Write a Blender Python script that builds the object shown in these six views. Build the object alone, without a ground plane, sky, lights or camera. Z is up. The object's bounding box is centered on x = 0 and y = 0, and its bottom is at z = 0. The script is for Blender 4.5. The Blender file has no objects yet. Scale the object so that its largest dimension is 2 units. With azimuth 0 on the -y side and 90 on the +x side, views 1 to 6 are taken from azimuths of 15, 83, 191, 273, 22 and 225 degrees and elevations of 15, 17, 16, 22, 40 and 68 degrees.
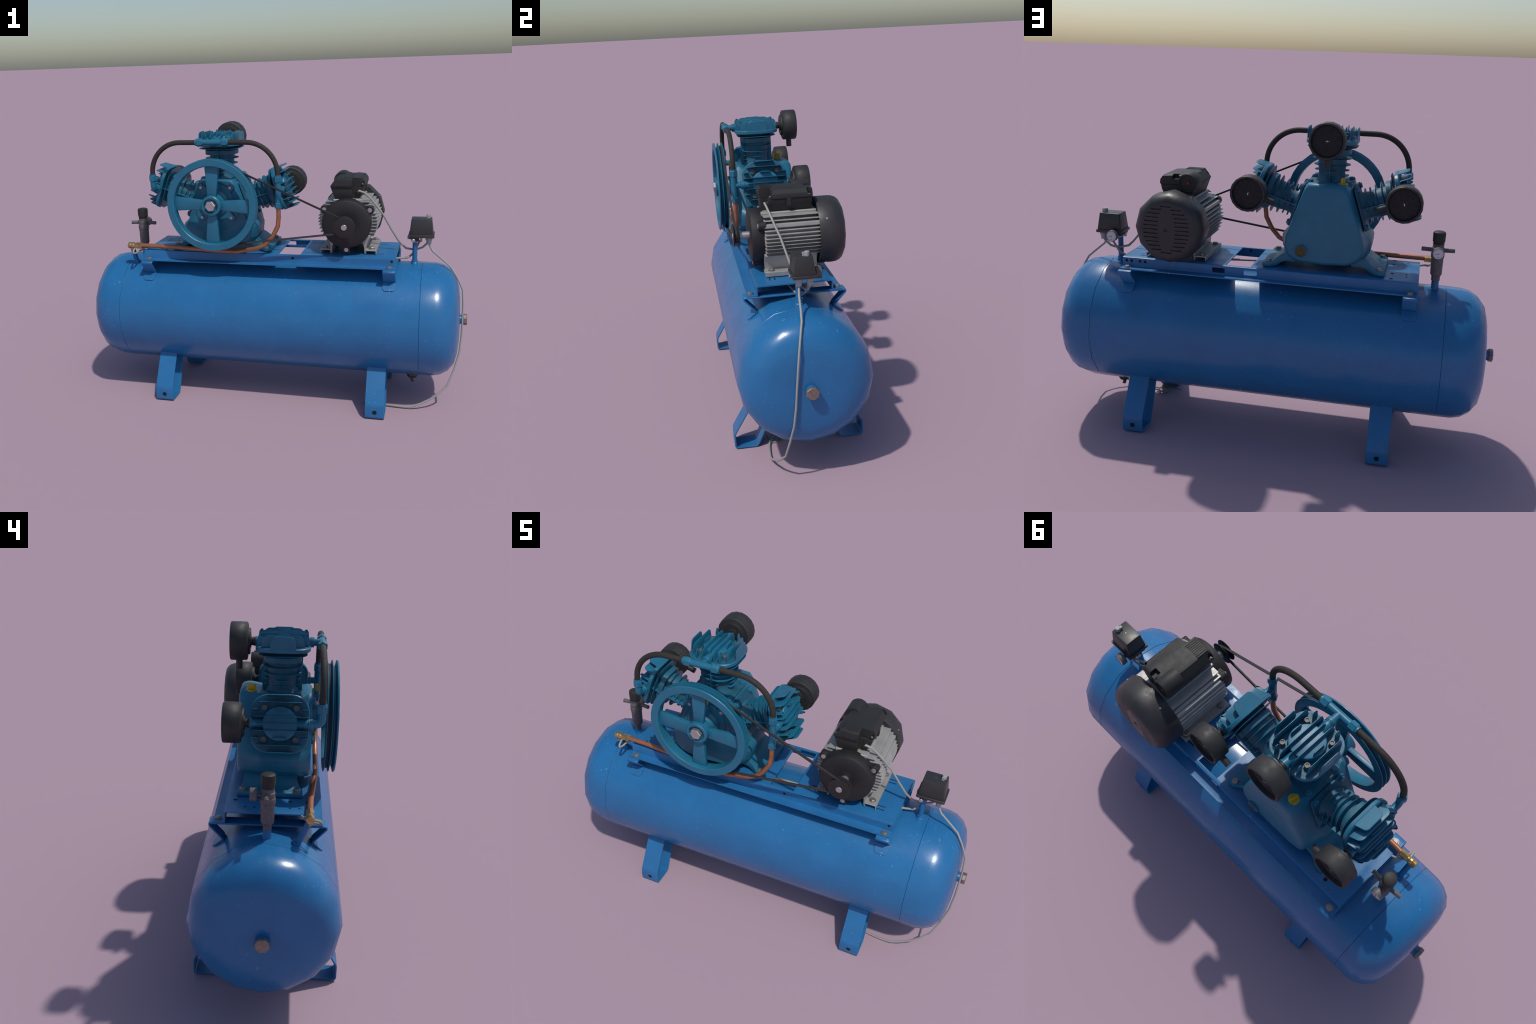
import bpy, bmesh, math, random
from math import sin, cos, pi, radians, hypot, atan2, sqrt
from mathutils import Vector, Matrix

random.seed(7)
COL = bpy.context.scene.collection

# ------------------------------------------------------------------ geometry
# A "geo" is a pair (verts, faces); the helpers below describe shapes by rule.

def join(*gs):
    V, F = [], []
    for g in gs:
        o = len(V)
        V += [tuple(v) for v in g[0]]
        F += [tuple(i + o for i in f) for f in g[1]]
    return V, F

def xf(g, M):
    return [tuple(M @ Vector(v)) for v in g[0]], g[1]

def mv(g, x=0, y=0, z=0):
    return [(a + x, b + y, c + z) for a, b, c in g[0]], g[1]

def box(x0, x1, y0, y1, z0, z1):
    V = [(x, y, z) for z in (z0, z1) for y in (y0, y1) for x in (x0, x1)]
    return V, [(0, 2, 3, 1), (4, 5, 7, 6), (0, 1, 5, 4), (2, 6, 7, 3), (0, 4, 6, 2), (1, 3, 7, 5)]

def loft(rings, cap=True, closed=True):
    """rings: list of equally long point lists."""
    n = len(rings[0])
    V = [tuple(p) for r in rings for p in r]
    F = []
    for k in range(len(rings) - 1):
        for i in range(n if closed else n - 1):
            j = (i + 1) % n
            F.append((k * n + i, k * n + j, (k + 1) * n + j, (k + 1) * n + i))
    if cap:
        F.append(tuple(range(n))[::-1])
        F.append(tuple(range((len(rings) - 1) * n, len(rings) * n)))
    return V, F

def prism(poly, a0, a1, axis='y'):
    """extrude a 2-D outline: axis y -> poly in (x,z); x -> (y,z); z -> (x,y)."""
    def P(p, a):
        return (p[0], a, p[1]) if axis == 'y' else (a, p[0], p[1]) if axis == 'x' else (p[0], p[1], a)
    return loft([[P(p, a0) for p in poly], [P(p, a1) for p in poly]])

def lathe(prof, n=24, axis='z', phase=0.0):
    """prof: list of (r, h); closed at both ends with a cap (or a pole when r is 0)."""
    rings = []
    for r, h in prof:
        r = max(r, 1e-5)
        ring = []
        for i in range(n):
            a = 2 * pi * i / n + phase
            c, s = r * cos(a), r * sin(a)
            ring.append((c, s, h) if axis == 'z' else (c, h, s) if axis == 'y' else (h, c, s))
        rings.append(ring)
    return loft(rings)

def cyl(r, h0, h1, n=20, axis='z', ch=0.0, phase=0.0):
    if ch:
        return lathe([(r - ch, h0), (r, h0 + ch), (r, h1 - ch), (r - ch, h1)], n, axis, phase)
    return lathe([(r, h0), (r, h1)], n, axis, phase)

def ring(ro, ri, h0, h1, n=24, axis='z'):
    pr = [(ri, h0), (ro, h0), (ro, h1), (ri, h1), (ri, h0)]
    g = lathe(pr, n, axis)
    return g[0], g[1][:-2]

def rrect(w, h, r, n=6):
    """rounded rectangle outline, half sizes w and h."""
    o = []
    for cx, cy, a0 in ((w - r, h - r, 0), (-w + r, h - r, 90), (-w + r, -h + r, 180), (w - r, -h + r, 270)):
        for i in range(n + 1):
            a = radians(a0 + 90 * i / n)
            o.append((cx + r * cos(a), cy + r * sin(a)))
    return o

def tube(path, r, n=8, cap=True, flat=None):
    """sweep a circle along a polyline with mitred joints (flat=(w,h) sweeps a rectangle)."""
    P = [Vector(p) for p in path]
    rings = []
    T0 = (P[1] - P[0]).normalized()
    up = Vector((0, 0, 1)) if abs(T0.z) < .9 else Vector((0, 1, 0))
    N = (up - T0 * up.dot(T0)).normalized()
    for i, p in enumerate(P):
        a = (P[i] - P[i - 1]).normalized() if i else T0
        b = (P[i + 1] - P[i]).normalized() if i < len(P) - 1 else a
        t = (a + b).normalized()
        N = (N - a * N.dot(a)).normalized()
        B = a.cross(N)
        ring_ = []
        for k in range(n):
            ph = 2 * pi * k / n
            q = N * cos(ph) * r + B * sin(ph) * r
            den = a.dot(t)
            q = q - a * (q.dot(t) / den)     # mitre plane
            ring_.append(tuple(p + q))
        rings.append(ring_)
        N = (N - b * N.dot(b)).normalized()
    return loft(rings, cap)

def arc(c, r, a0, a1, n, plane='xz'):
    o = []
    for i in range(n + 1):
        a = radians(a0 + (a1 - a0) * i / n)
        if plane == 'xz':
            o.append((c[0] + r * cos(a), c[1], c[2] + r * sin(a)))
    return o

def smooth_path(pts, n=6):
    """Catmull-Rom through control points."""
    P = [Vector(p) for p in pts]
    P = [2 * P[0] - P[1]] + P + [2 * P[-1] - P[-2]]
    o = []
    for i in range(1, len(P) - 2):
        for k in range(n):
            t = k / n
            a, b, c, d = P[i - 1:i + 3]
            o.append(0.5 * ((2 * b) + (c - a) * t + (2 * a - 5 * b + 4 * c - d) * t * t + (3 * b - a - 3 * c + d) * t ** 3))
    o.append(P[-2])
    return o

def hexbolt(r=.011, h=.009, washer=True, dome=True):
    g = lathe([(r * .82, h), (r, h * .75), (r, .001)] if dome else [(r, h), (r, .0)], 6)
    if washer:
        g = join(g, cyl(r * 1.28, 0, .0022, 16))
    return g

def obj(name, geo, mat, parent=None, angle=35, bevel=0.0, seg=1, weld=True):
    me = bpy.data.meshes.new(name)
    me.from_pydata([tuple(v) for v in geo[0]], [], [tuple(f) for f in geo[1]])
    bm = bmesh.new()
    bm.from_mesh(me)
    if weld:
        bmesh.ops.remove_doubles(bm, verts=bm.verts, dist=2e-5)
    bmesh.ops.dissolve_degenerate(bm, edges=bm.edges, dist=1e-6)
    bmesh.ops.recalc_face_normals(bm, faces=bm.faces)
    if bevel:
        ed = [e for e in bm.edges if len(e.link_faces) == 2 and e.calc_face_angle(0) > radians(40)]
        bmesh.ops.bevel(bm, geom=ed, offset=bevel, segments=seg, affect='EDGES', profile=.5, clamp_overlap=True)
    bm.to_mesh(me)
    bm.free()
    finish(me, mat, angle)
    return place(name, me, parent)

def finish(me, mat, angle):
    me.polygons.foreach_set('use_smooth', [True] * len(me.polygons))
    me.set_sharp_from_angle(angle=radians(angle))
    if mat and not me.materials:
        me.materials.append(mat)
    me.update()

def place(name, me, parent=None, M=None):
    o = bpy.data.objects.new(name, me)
    COL.objects.link(o)
    if parent:
        o.parent = parent
    if M is not None:
        o.matrix_local = M
    return o

def boolean(o, cutter_geo, angle=35):
    """subtract a set of separate cutter solids from o and bake the result."""
    me = bpy.data.meshes.new('cutter')
    me.from_pydata([tuple(v) for v in cutter_geo[0]], [], cutter_geo[1])
    bm = bmesh.new(); bm.from_mesh(me)
    bmesh.ops.recalc_face_normals(bm, faces=bm.faces); bm.to_mesh(me); bm.free()
    c = bpy.data.objects.new('cutter', me)
    COL.objects.link(c)
    m = o.modifiers.new('cut', 'BOOLEAN')
    m.operation = 'DIFFERENCE'; m.solver = 'EXACT'; m.object = c
    bpy.context.view_layer.update()
    dg = bpy.context.evaluated_depsgraph_get()
    new = bpy.data.meshes.new_from_object(o.evaluated_get(dg), depsgraph=dg)
    o.modifiers.clear()
    new.name = o.data.name
    o.data = new
    finish(new, None, angle)
    bpy.data.objects.remove(c)

# ------------------------------------------------------------------ materials
def mat(name, col, rough=.5, metal=0.0, var=.12, scale=9, bump=0.0, bump_scale=300, chips=None,
        chip_scale=60, chip_thr=.72, dirt=None, dirt_scale=4, dirt_amt=.5, coat=0.0, spec=.5, rough_var=.12,
        lines=None):
    m = bpy.data.materials.new(name)
    m.use_nodes = True
    nt = m.node_tree
    N, L = nt.nodes, nt.links
    b = N['Principled BSDF']
    tc = N.new('ShaderNodeTexCoord')
    def noise(s, d=4, r=.6):
        n = N.new('ShaderNodeTexNoise')
        n.inputs['Scale'].default_value = s
        n.inputs['Detail'].default_value = d
        n.inputs['Roughness'].default_value = r
        L.new(tc.outputs['Object'], n.inputs['Vector'])
        return n.outputs['Fac']
    def ramp(src, a, b_, c0=0.0, c1=1.0):
        r = N.new('ShaderNodeMapRange')
        r.inputs['From Min'].default_value = a; r.inputs['From Max'].default_value = b_
        r.inputs['To Min'].default_value = c0; r.inputs['To Max'].default_value = c1
        L.new(src, r.inputs['Value'])
        return r.outputs['Result']
    def mix(fac, c1, c2):
        x = N.new('ShaderNodeMix'); x.data_type = 'RGBA'
        if hasattr(fac, 'links'): L.new(fac, x.inputs['Factor'])
        else: x.inputs['Factor'].default_value = fac
        for s, c in (('A', c1), ('B', c2)):
            i = [k for k in x.inputs if k.name == s and k.type == 'RGBA'][0]
            if hasattr(c, 'links'): L.new(c, i)
            else: i.default_value = (*c, 1)
        return [k for k in x.outputs if k.type == 'RGBA'][0]
    hi = tuple(min(1, c * (1 + var)) for c in col)
    lo = tuple(c * (1 - var) for c in col)
    c = mix(ramp(noise(scale), .3, .7), lo, hi)
    if dirt:
        c = mix(ramp(noise(dirt_scale, 6, .65), .52, .78, 0, dirt_amt), c, dirt)
    if chips:
        base = noise(chip_scale, 2, .5)
        area = noise(chip_scale * .055, 3, .6)
        mu = N.new('ShaderNodeMath'); mu.operation = 'MULTIPLY'
        L.new(ramp(base, chip_thr, chip_thr + .03), mu.inputs[0])
        L.new(ramp(area, .42, .62), mu.inputs[1])
        c = mix(mu.outputs[0], c, chips)
    if lines:
        # thin darker lines along the tank seams: planes x = value
        sep = N.new('ShaderNodeSeparateXYZ'); L.new(tc.outputs['Object'], sep.inputs[0])
        ab = N.new('ShaderNodeMath'); ab.operation = 'ABSOLUTE'; L.new(sep.outputs['X'], ab.inputs[0])
        sb = N.new('ShaderNodeMath'); sb.operation = 'SUBTRACT'; L.new(ab.outputs[0], sb.inputs[0]); sb.inputs[1].default_value = lines[0]
        a2 = N.new('ShaderNodeMath'); a2.operation = 'ABSOLUTE'; L.new(sb.outputs[0], a2.inputs[0])
        c = mix(ramp(a2.outputs[0], lines[1] * .5, lines[1], 1, 0), c, lines[2])
    L.new(c, b.inputs['Base Color'])
    L.new(ramp(noise(scale * 2.3, 5), .3, .7, max(.02, rough - rough_var), min(1, rough + rough_var)), b.inputs['Roughness'])
    b.inputs['Metallic'].default_value = metal
    b.inputs['Specular IOR Level'].default_value = spec
    b.inputs['Coat Weight'].default_value = coat
    b.inputs['Coat Roughness'].default_value = .15
    if bump:
        bp = N.new('ShaderNodeBump')
        bp.inputs['Strength'].default_value = bump
        bp.inputs['Distance'].default_value = .002
        L.new(noise(bump_scale, 3), bp.inputs['Height'])
        L.new(bp.outputs['Normal'], b.inputs['Normal'])
    return m

M_BLUE = mat('blue_tank_paint', (.0180, .146, .352), .26, var=.07, scale=5, bump=.07, bump_scale=160,
             chips=(.16, .33, .55), chip_scale=95, chip_thr=.705, dirt=(.017, .085, .23), dirt_scale=3.2, dirt_amt=.35,
             rough_var=.05, lines=(.773, .0011, (.012, .075, .18)))
M_FRAME = mat('blue_frame_paint', (.0180, .146, .352), .38, var=.08, scale=8, bump=.12, bump_scale=220,
              chips=(.3, .45, .62), chip_scale=90, chip_thr=.71, rough_var=.08)
M_TEAL = mat('teal_cast_paint', (.0135, .144, .243), .42, var=.10, scale=14, bump=.10, bump_scale=220,
             dirt=(.02, .10, .19), dirt_scale=9, dirt_amt=.35, rough_var=.08)
M_BLACK = mat('black_plastic', (.024, .024, .0245), .58, var=.10, scale=20, bump=.05, spec=.4, rough_var=.05)
M_SWITCH = mat('switch_plastic', (.032, .032, .033), .42, var=.08, scale=20, bump=.03, rough_var=.05)
M_HOLE = mat('dark_hole', (.004, .004, .005), .8, var=.05)
M_DARK_TEAL = mat('dark_teal_brown_patches', (.014, .112, .185), .55, var=.15, scale=22, dirt=(.028, .026, .02), dirt_scale=17, dirt_amt=.85)  # darker teal with dark brown patches, used on the barrels and head floors
M_CAST = mat('black_cast_iron', (.014, .0135, .015), .6, var=.35, scale=260, bump=.5, bump_scale=420)
M_COVER = mat('dark_sheet_metal', (.032, .031, .033), .48, var=.12, scale=16)
M_FILTER = mat('filter_plastic', (.024, .024, .025), .6, var=.12, scale=20)
M_MESH = mat('filter_mesh', (.010, .0095, .012), .7, var=.2, scale=60)
M_RUBBER = mat('rubber_hose', (.026, .022, .019), .75, var=.15, scale=60, bump=.3, bump_scale=500)
M_BELT = mat('rubber_belt', (.026, .026, .027), .7, var=.15, scale=40)
M_ALU = mat('aluminium', (.40, .39, .375), .5, metal=.35, var=.10, scale=18, bump=.04)
M_STEEL = mat('bright_steel', (.50, .48, .49), .42, metal=.8, var=.05, scale=30, rough_var=.04)
M_BOLT = mat('zinc_bolt', (.30, .295, .29), .45, metal=.75, var=.12, scale=50, rough_var=.05)
M_PLUG = mat('rusty_plug', (.26, .21, .19), .5, metal=.6, var=.25, scale=60, dirt=(.16, .10, .08), dirt_scale=40, dirt_amt=.6)
M_COPPER = mat('copper_pipe', (.44, .175, .09), .45, metal=.55, var=.15, scale=18, dirt=(.25, .10, .06), dirt_scale=12, dirt_amt=.6)
M_BRASS = mat('brass', (.52, .34, .15), .3, metal=.85, var=.2, scale=50)
M_CABLE = mat('grey_cable', (.33, .325, .31), .55, var=.08)
M_GREY = mat('grey_plastic', (.34, .34, .345), .5, var=.06)
M_REG = mat('grey_zinc_regulator', (.125, .112, .118), .55, metal=.15, var=.2, scale=60)
M_YEL = mat('yellow_plastic', (.46, .30, .012), .4, var=.12, scale=60)
M_RED = mat('red_button', (.35, .01, .012), .4, var=.05)
M_WHITE = mat('gauge_dial', (.62, .61, .64), .4, var=.02)
M_INK = mat('black_ink', (.02, .02, .02), .5, var=.05)
M_DRAIN = mat('dark_fitting', (.09, .08, .075), .5, metal=.5, var=.25, scale=80)
M_WIRE = mat('green_wire', (.05, .11, .09), .6, var=.1)
M_GLASS = mat('sight_glass_oil', (.07, .062, .015), .4, metal=.2, var=.3, scale=60)
M_CAPSCREW = mat('grey_cap_screw', (.17, .165, .16), .62, metal=.5, var=.12, scale=60, rough_var=.05)

# ------------------------------------------------------------------ the thing
thing = bpy.data.objects.new('air_compressor', None)
COL.objects.link(thing)
thing['label'] = 'blue tank air compressor with teal three-cylinder pump and motor'
thing['category'] = 'air compressor'

def bolt_mesh(r, h, m, washer=True):
    o = obj('bolt', hexbolt(r, h, washer), m, None, 30)
    me = o.data
    bpy.data.objects.remove(o)
    return me

# ------------------------------------------------------------------ tank
TR, TZ, PLZ = .2900, .4408, .4435
dome = [(.2900, .775), (.2885, .840), (.2800, .878), (.2580, .915), (.2230, .942), (.172, .956), (.110, .9625), (.045, .965), (.0, .9655)]
half = [(TR, .0), (TR, .3), (TR, .6), (TR, .7712), (TR - .0016, .773), (TR, .7748)] + dome[1:]
prof = [(r, -h) for r, h in reversed(half)] + half[1:]
tank = obj('tank', mv(lathe(prof, 16, 'x'), z=TZ), M_BLUE, thing, 40)

for sgn in (-1, 1):
    s = sgn
    boss = mv(lathe([(.026, s * .955), (.024, s * .963), (.0235, s * .978), (.027, s * .979), (.027, s * .9815), (.0235, s * .982)], 20, 'x'), z=PLZ)
    obj('plug_boss', boss, M_BLUE, tank, 35)
    plug = mv(lathe([(.0265, s * .981), (.0285, s * .984), (.0285, s * .9965), (.0255, s * 1.0)], 8, 'x', .3), z=PLZ)
    obj('end_plug', plug, M_PLUG, tank, 25)

# drain cock under the tank
dr = join(cyl(.0265, .146, .156, 16), cyl(.0285, .118, .149, 6, ch=.003), lathe([(.027, .119), (.022, .110), (.012, .106)], 16), cyl(.0085, .092, .108, 12), cyl(.0055, .083, .094, 10),
          mv(box(-.003, .011, -.002, .002, .082, .088)))
obj('drain_cock', mv(dr, x=.7365), M_DRAIN, tank, 30)

# ------------------------------------------------------------------ feet
def strip(center, th):
    """closed outline of a bent strip from its centre line (2-D)."""
    P = [Vector(p) for p in center]
    L_, R_ = [], []
    for i, p in enumerate(P):
        a = (P[i] - P[i - 1]).normalized() if i else (P[1] - P[0]).normalized()
        b = (P[i + 1] - P[i]).normalized() if i < len(P) - 1 else a
        t = (a + b).normalized()
        n = Vector((-t.y, t.x)) * (th / 2 / max(.5, t.dot(a)))
        L_.append(p + n); R_.append(p - n)
    return [tuple(p) for p in L_ + R_[::-1]]

def strip_solid(center, th, x0, x1):
    pl = strip(center, th)
    n = len(pl)
    m = n // 2
    V = [(x0, *p) for p in pl] + [(x1, *p) for p in pl]
    F = [(i, (i + 1) % n, n + (i + 1) % n, n + i) for i in range(n)]
    for k in range(m - 1):
        q = (k, k + 1, n - 2 - k, n - 1 - k)
        F += [q[::-1], tuple(i + n for i in q)]
    return V, F

foot_line = [(-.190, .249), (-.2015, .236), (-.2935, .080), (-.298, .068), (-.298, .012), (-.293, .0045), (-.205, .0035), (-.196, .007), (-.189, .016), (-.160, .080), (-.118, .180)]
for fx in (-.5415, .570):
    for s in (1, -1):
        pts = [(s * a, b) for a, b in foot_line]
        f = obj('foot', strip_solid(pts, .0065, fx - .047, fx + .047), M_FRAME, thing, 30, bevel=.0012)
        cut = lathe([(.0115, -.32), (.0115, -.28)] if s > 0 else [(.0115, .28), (.0115, .32)], 20, 'y')
        boolean(f, mv(cut, x=fx, z=.036), 30)
        obj('bolt_hole', mv(lathe([(.0114, s * .2955), (.0114, s * .2995)], 20, 'y'), x=fx, z=.036), M_HOLE, f)

# ------------------------------------------------------------------ straps under the frame
strap_line = [(-.2055, .6435), (-.1735, .6670), (-.1695, .673), (-.1720, .680), (-.2215, .7335), (-.2225, .7405), (-.2165, .7435), (.0, .7435)]
strap_line += [(-a, b) for a, b in reversed(strap_line[:-1])]
for x0 in (-.654, .594):
    st = obj('support_strap', strip_solid(strap_line, .006, x0, x0 + .060), M_FRAME, thing, 40, bevel=.001)
    for s in (-1, 1):  # weld pads lying on the tank
        pad = []
        for k in range(7):
            a = radians(90 + s * (-37 - 1.55 * k))
            w = .031 if k < 4 else .031 * sqrt(max(.0, 1 - ((k - 3.6) / 3.2) ** 2))
            pad.append((w, a))
        rings = []
        for w, a in pad:
            rr = TR * .997
            rings.append([(x0 + .03 - w, (rr) * cos(a), TZ + rr * sin(a)), (x0 + .03 + w, rr * cos(a), TZ + rr * sin(a)),
                          (x0 + .03 + w, (rr + .0045) * cos(a), TZ + (rr + .0045) * sin(a)), (x0 + .03 - w, (rr + .0045) * cos(a), TZ + (rr + .0045) * sin(a))])
        obj('weld_pad', loft(rings), M_FRAME, st, 40)

# ------------------------------------------------------------------ base frame (hat channel)
hat = [(-.207, .7495), (-.1675, .7495), (-.1650, .7503), (-.1640, .7530), (-.1640, .788), (-.1632, .7905), (-.1608, .7915)]
hat = hat + [(-a, b) for a, b in reversed(hat)]
frame = obj('base_frame', strip_solid(hat, .005, -.653, .653), M_FRAME, thing, 30)
cuts = [box(.068, .180, -.150, .150, .780, .80)]
def zhole(x, y, r): return mv(cyl(r, .780, .80, 16), x=x, y=y)
for y in (-.149, -.081, .055, .131): cuts.append(zhole(-.538, y, .0085))
for y in (-.117, -.081, .055, .090): cuts.append(zhole(-.600, y, .0055))
def yhole(x, z, r, s): return mv(cyl(r, -.012, .012, 16, 'y'), x=x, y=s * .165, z=z)
for x in (.144, .633): cuts.append(yhole(x, .7785, .0068, -1))
for x in (.634, .611, .571, .547): cuts.append(yhole(x, .7785, .0072, 1))
for x0, x1 in ((.179, .237), (.035, .095)):
    cuts.append(prism([(a + (x0 + x1) / 2, b + .771) for a, b in rrect((x1 - x0) / 2, .0112, .006, 4)], .153, .177, 'y'))
for x0 in (.243, .553):          # adjusting slots beside the motor feet
    for y in (-.097, -.075, .098, .12):
        cuts.append(box(x0, x0 + .036, y - .003, y + .003, .78, .80))
boolean(frame, join(*cuts), 30)
pl = [mv(cyl(.0083, .789, .7925, 16), x=-.538, y=y) for y in (-.149, -.081, .055, .131)]
pl += [mv(cyl(.0053, .789, .7925, 14), x=-.600, y=y) for y in (-.117, -.081, .055, .090)]
pl += [mv(cyl(.0066, -.1655, -.1625, 16, 'y'), x=x, z=.7785) for x in (.144, .633)]
pl += [mv(cyl(.0070, .1625, .1655, 16, 'y'), x=x, z=.7785) for x in (.634, .611, .571, .547)]
pl += [box(x0 + .0003, x0 + .0357, y - .0027, y + .0027, .789, .7925) for x0 in (.243, .553) for y in (-.097, -.075, .098, .12)]
obj('frame_hole', join(*pl), M_HOLE, frame)
me = bolt_mesh(.0125, .010, M_BOLT)
for x in (-.6215, .623):
    for y in (-.190, .190):
        place('bolt', me, frame, Matrix.Translation((x, y, .7520)) @ Matrix.Rotation(random.random() * 6, 4, 'Z'))

# ------------------------------------------------------------------ pump: crankcase
CX, CY, CZ = -.2435, -.033, 1.014     # where the three cylinder axes meet
KZ = 1.055                            # crankshaft height

def case_ring(y, half, dx=0):
    full = half + [(-a, b) for a, b in reversed(half) if a > 1e-6]
    return [(CX + a, y, b) for a, b in full]

#            bottom centre ............................................. top
mid = [(.0, .826), (.115, .832), (.152, .840), (.178, .856), (.191, .876), (.1920, .8765), (.193, .900), (.1950, .9005), (.195, .922), (.1965, .9225), (.191, .937), (.177, .951), (.161, .963), (.100, 1.152), (.086, 1.163), (.0, 1.163)]
back = [(.0, .824), (.10, .829), (.13, .839), (.152, .853), (.165, .872), (.167, .8775), (.169, .890), (.1695, .9005), (.170, .918), (.169, .9255), (.167, .940), (.163, .952), (.158, .966), (.094, 1.148), (.078, 1.172), (.0, 1.176)]
def blend(A, B, t, sc=1.0, zc=.98):
    return [((a[0] + (b[0] - a[0]) * t) * sc, zc + ((a[1] + (b[1] - a[1]) * t) - zc) * sc) for a, b in zip(A, B)]
rings = [case_ring(-.156, blend(mid, back, .75, .955)), case_ring(-.150, blend(mid, back, .70, .985)), case_ring(-.138, blend(mid, back, .6, 1.0)),
         case_ring(-.118, mid), case_ring(.040, mid), case_ring(.056, blend(mid, back, .35)), case_ring(.090, blend(mid, back, .85, 1.015)),
         case_ring(.108, blend(mid, back, 1.0, 1.012)), case_ring(.125, blend(mid, back, 1.0, .993)), case_ring(.134, blend(mid, back, 1.0, .955)),
         case_ring(.1375, blend(mid, back, 1.0, .89))]
crankcase = obj('crankcase', loft(rings), M_TEAL, thing, 42)

# feet of the pump: a flat plate with a waisted web rising to the case
for s in (-1, 1):
    def P(a, y, z): return (CX + s * a, y, z)
    webs = []
    # (offset from centre, half width in y, z bottom, z top)
    st = [(.120, .106, .822, .852), (.165, .106, .822, .862), (.185, .106, .815, .852), (.205, .110, .800, .836), (.222, .120, .797, .822), (.236, .129, .797, .818), (.2645, .129, .797, .816)]
    rings = [[P(a, -w, z0), P(a, w, z0), P(a, w, z1), P(a, -w, z1)] for a, w, z0, z1 in st]
    g = loft(rings)
    obj('pump_foot', mv(g, y=-.0), M_TEAL, crankcase, 35, bevel=.0025, seg=2)
me = bolt_mesh(.0125, .011, M_BOLT)
for x in (-.485, -.003):
    for y in (-.108, .108):
        place('bolt', me, crankcase, Matrix.Translation((x, y, .8165)) @ Matrix.Rotation(x + y * 9, 4, 'Z'))

# front bearing cover with four lugs
def lug_outline(n=96):
    o = []
    for i in range(n):
        a = 2 * pi * i / n
        best = .094
        for q in (45, 135, 225, 315):
            d = (a - radians(q) + pi) % (2 * pi) - pi
            if abs(d) < .28:
                c = .108
                h = (.0205 ** 2 - (c * sin(d)) ** 2)
                if h > 0: best = max(best, c * cos(d) + sqrt(h))
        o.append((CX + best * cos(a), KZ + best * sin(a)))
    return o
ol = lug_outline()
cover = obj('bearing_cover', loft([[(x, -.150, z) for x, z in ol], [(x, -.166, z) for x, z in ol],
        [(CX + (x - CX) * .975, -.169, KZ + (z - KZ) * .975) for x, z in ol]]), M_TEAL, crankcase, 40)
obj('bearing_hub', mv(lathe([(.068, -.165), (.066, -.176), (.052, -.183), (.047, -.205), (.030, -.222)], 24, 'y'), x=CX, z=KZ), M_TEAL, cover, 35)
me = bolt_mesh(.0088, .007, M_STEEL, False)
for a in (-.0765, .0765):
    for b in (-.0765, .0765):
        place('bolt', me, cover, Matrix.Translation((CX + a, -.169, KZ + b)) @ Matrix.Rotation(pi / 2, 4, 'X'))
# arched relief under the cover
obj('case_relief', mv(lathe([(.118, -.150), (.114, -.160), (.10, -.161)], 40, 'y'), x=CX, z=KZ - .03), M_TEAL, crankcase, 35)

# oil filler with a finger grip
oil = join(cyl(.0215, 1.169, 1.1775, 20, ch=.002), prism(rrect(.0165, .0052, .004, 3), 1.177, 1.2005, 'z'))
obj('oil_cap', xf(oil, Matrix.Translation((-.308, .088, 0)) @ Matrix.Rotation(radians(75), 4, 'Z')), M_YEL, crankcase, 35, bevel=.0012)
obj('oil_cap_seat', mv(cyl(.0195, 1.155, 1.171, 20, ch=.002), x=-.308, y=.088), M_TEAL, crankcase)
# breather on the flywheel side
br = lathe([(.0085, 1.158), (.0085, 1.183), (.007, 1.187)], 14)
obj('breather_cap', mv(br, x=-.235, y=-.174), M_YEL, crankcase, 30)
obj('breather_seat', join(mv(cyl(.0095, 1.10, 1.159, 14), x=-.235, y=-.174), mv(box(-.013, .013, -.178, -.135, 1.09, 1.15), x=-.235)), M_TEAL, crankcase, 35, bevel=.003)
# oil sight glass
sg = mv(lathe([(.040, .120), (.039, .1335), (.034, .138), (.027, .139), (.0265, .149), (.024, .1505), (.0225, .147)], 28, 'y'), x=-.149, z=.883)
obj('sight_glass_ring', sg, M_TEAL, crankcase, 32)
obj('sight_glass', mv(lathe([(.0228, .143), (.0228, .1485), (.018, .149), (.017, .1475), (.009, .1475), (.008, .1495), (.0, .150)], 24, 'y'), x=-.149, z=.883), M_GLASS, crankcase, 30)

# ------------------------------------------------------------------ cylinders (built once along local z, shared three times)
PIT = .02625
parts = []      # (name, mesh)

def keep(name, geo, m, angle=35, bevel=0.0, seg=1):
    o = obj(name, geo, m, None, angle, bevel, seg)
    me = o.data
    bpy.data.objects.remove(o)
    return me

barrel = join(lathe([(.074, .140), (.068, .152), (.0585, .168), (.0575, .20), (.0600, .212), (.0615, .222), (.062, .270), (.0625, .318)], 32),
              prism(rrect(.098, .084, .014, 4), .1425, .1525, 'z'),
              prism(rrect(.080, .075, .055, 6), .2715, .2945, 'z'))
BARREL = keep('cylinder', barrel, M_DARK_TEAL, 35, .0012)

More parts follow.
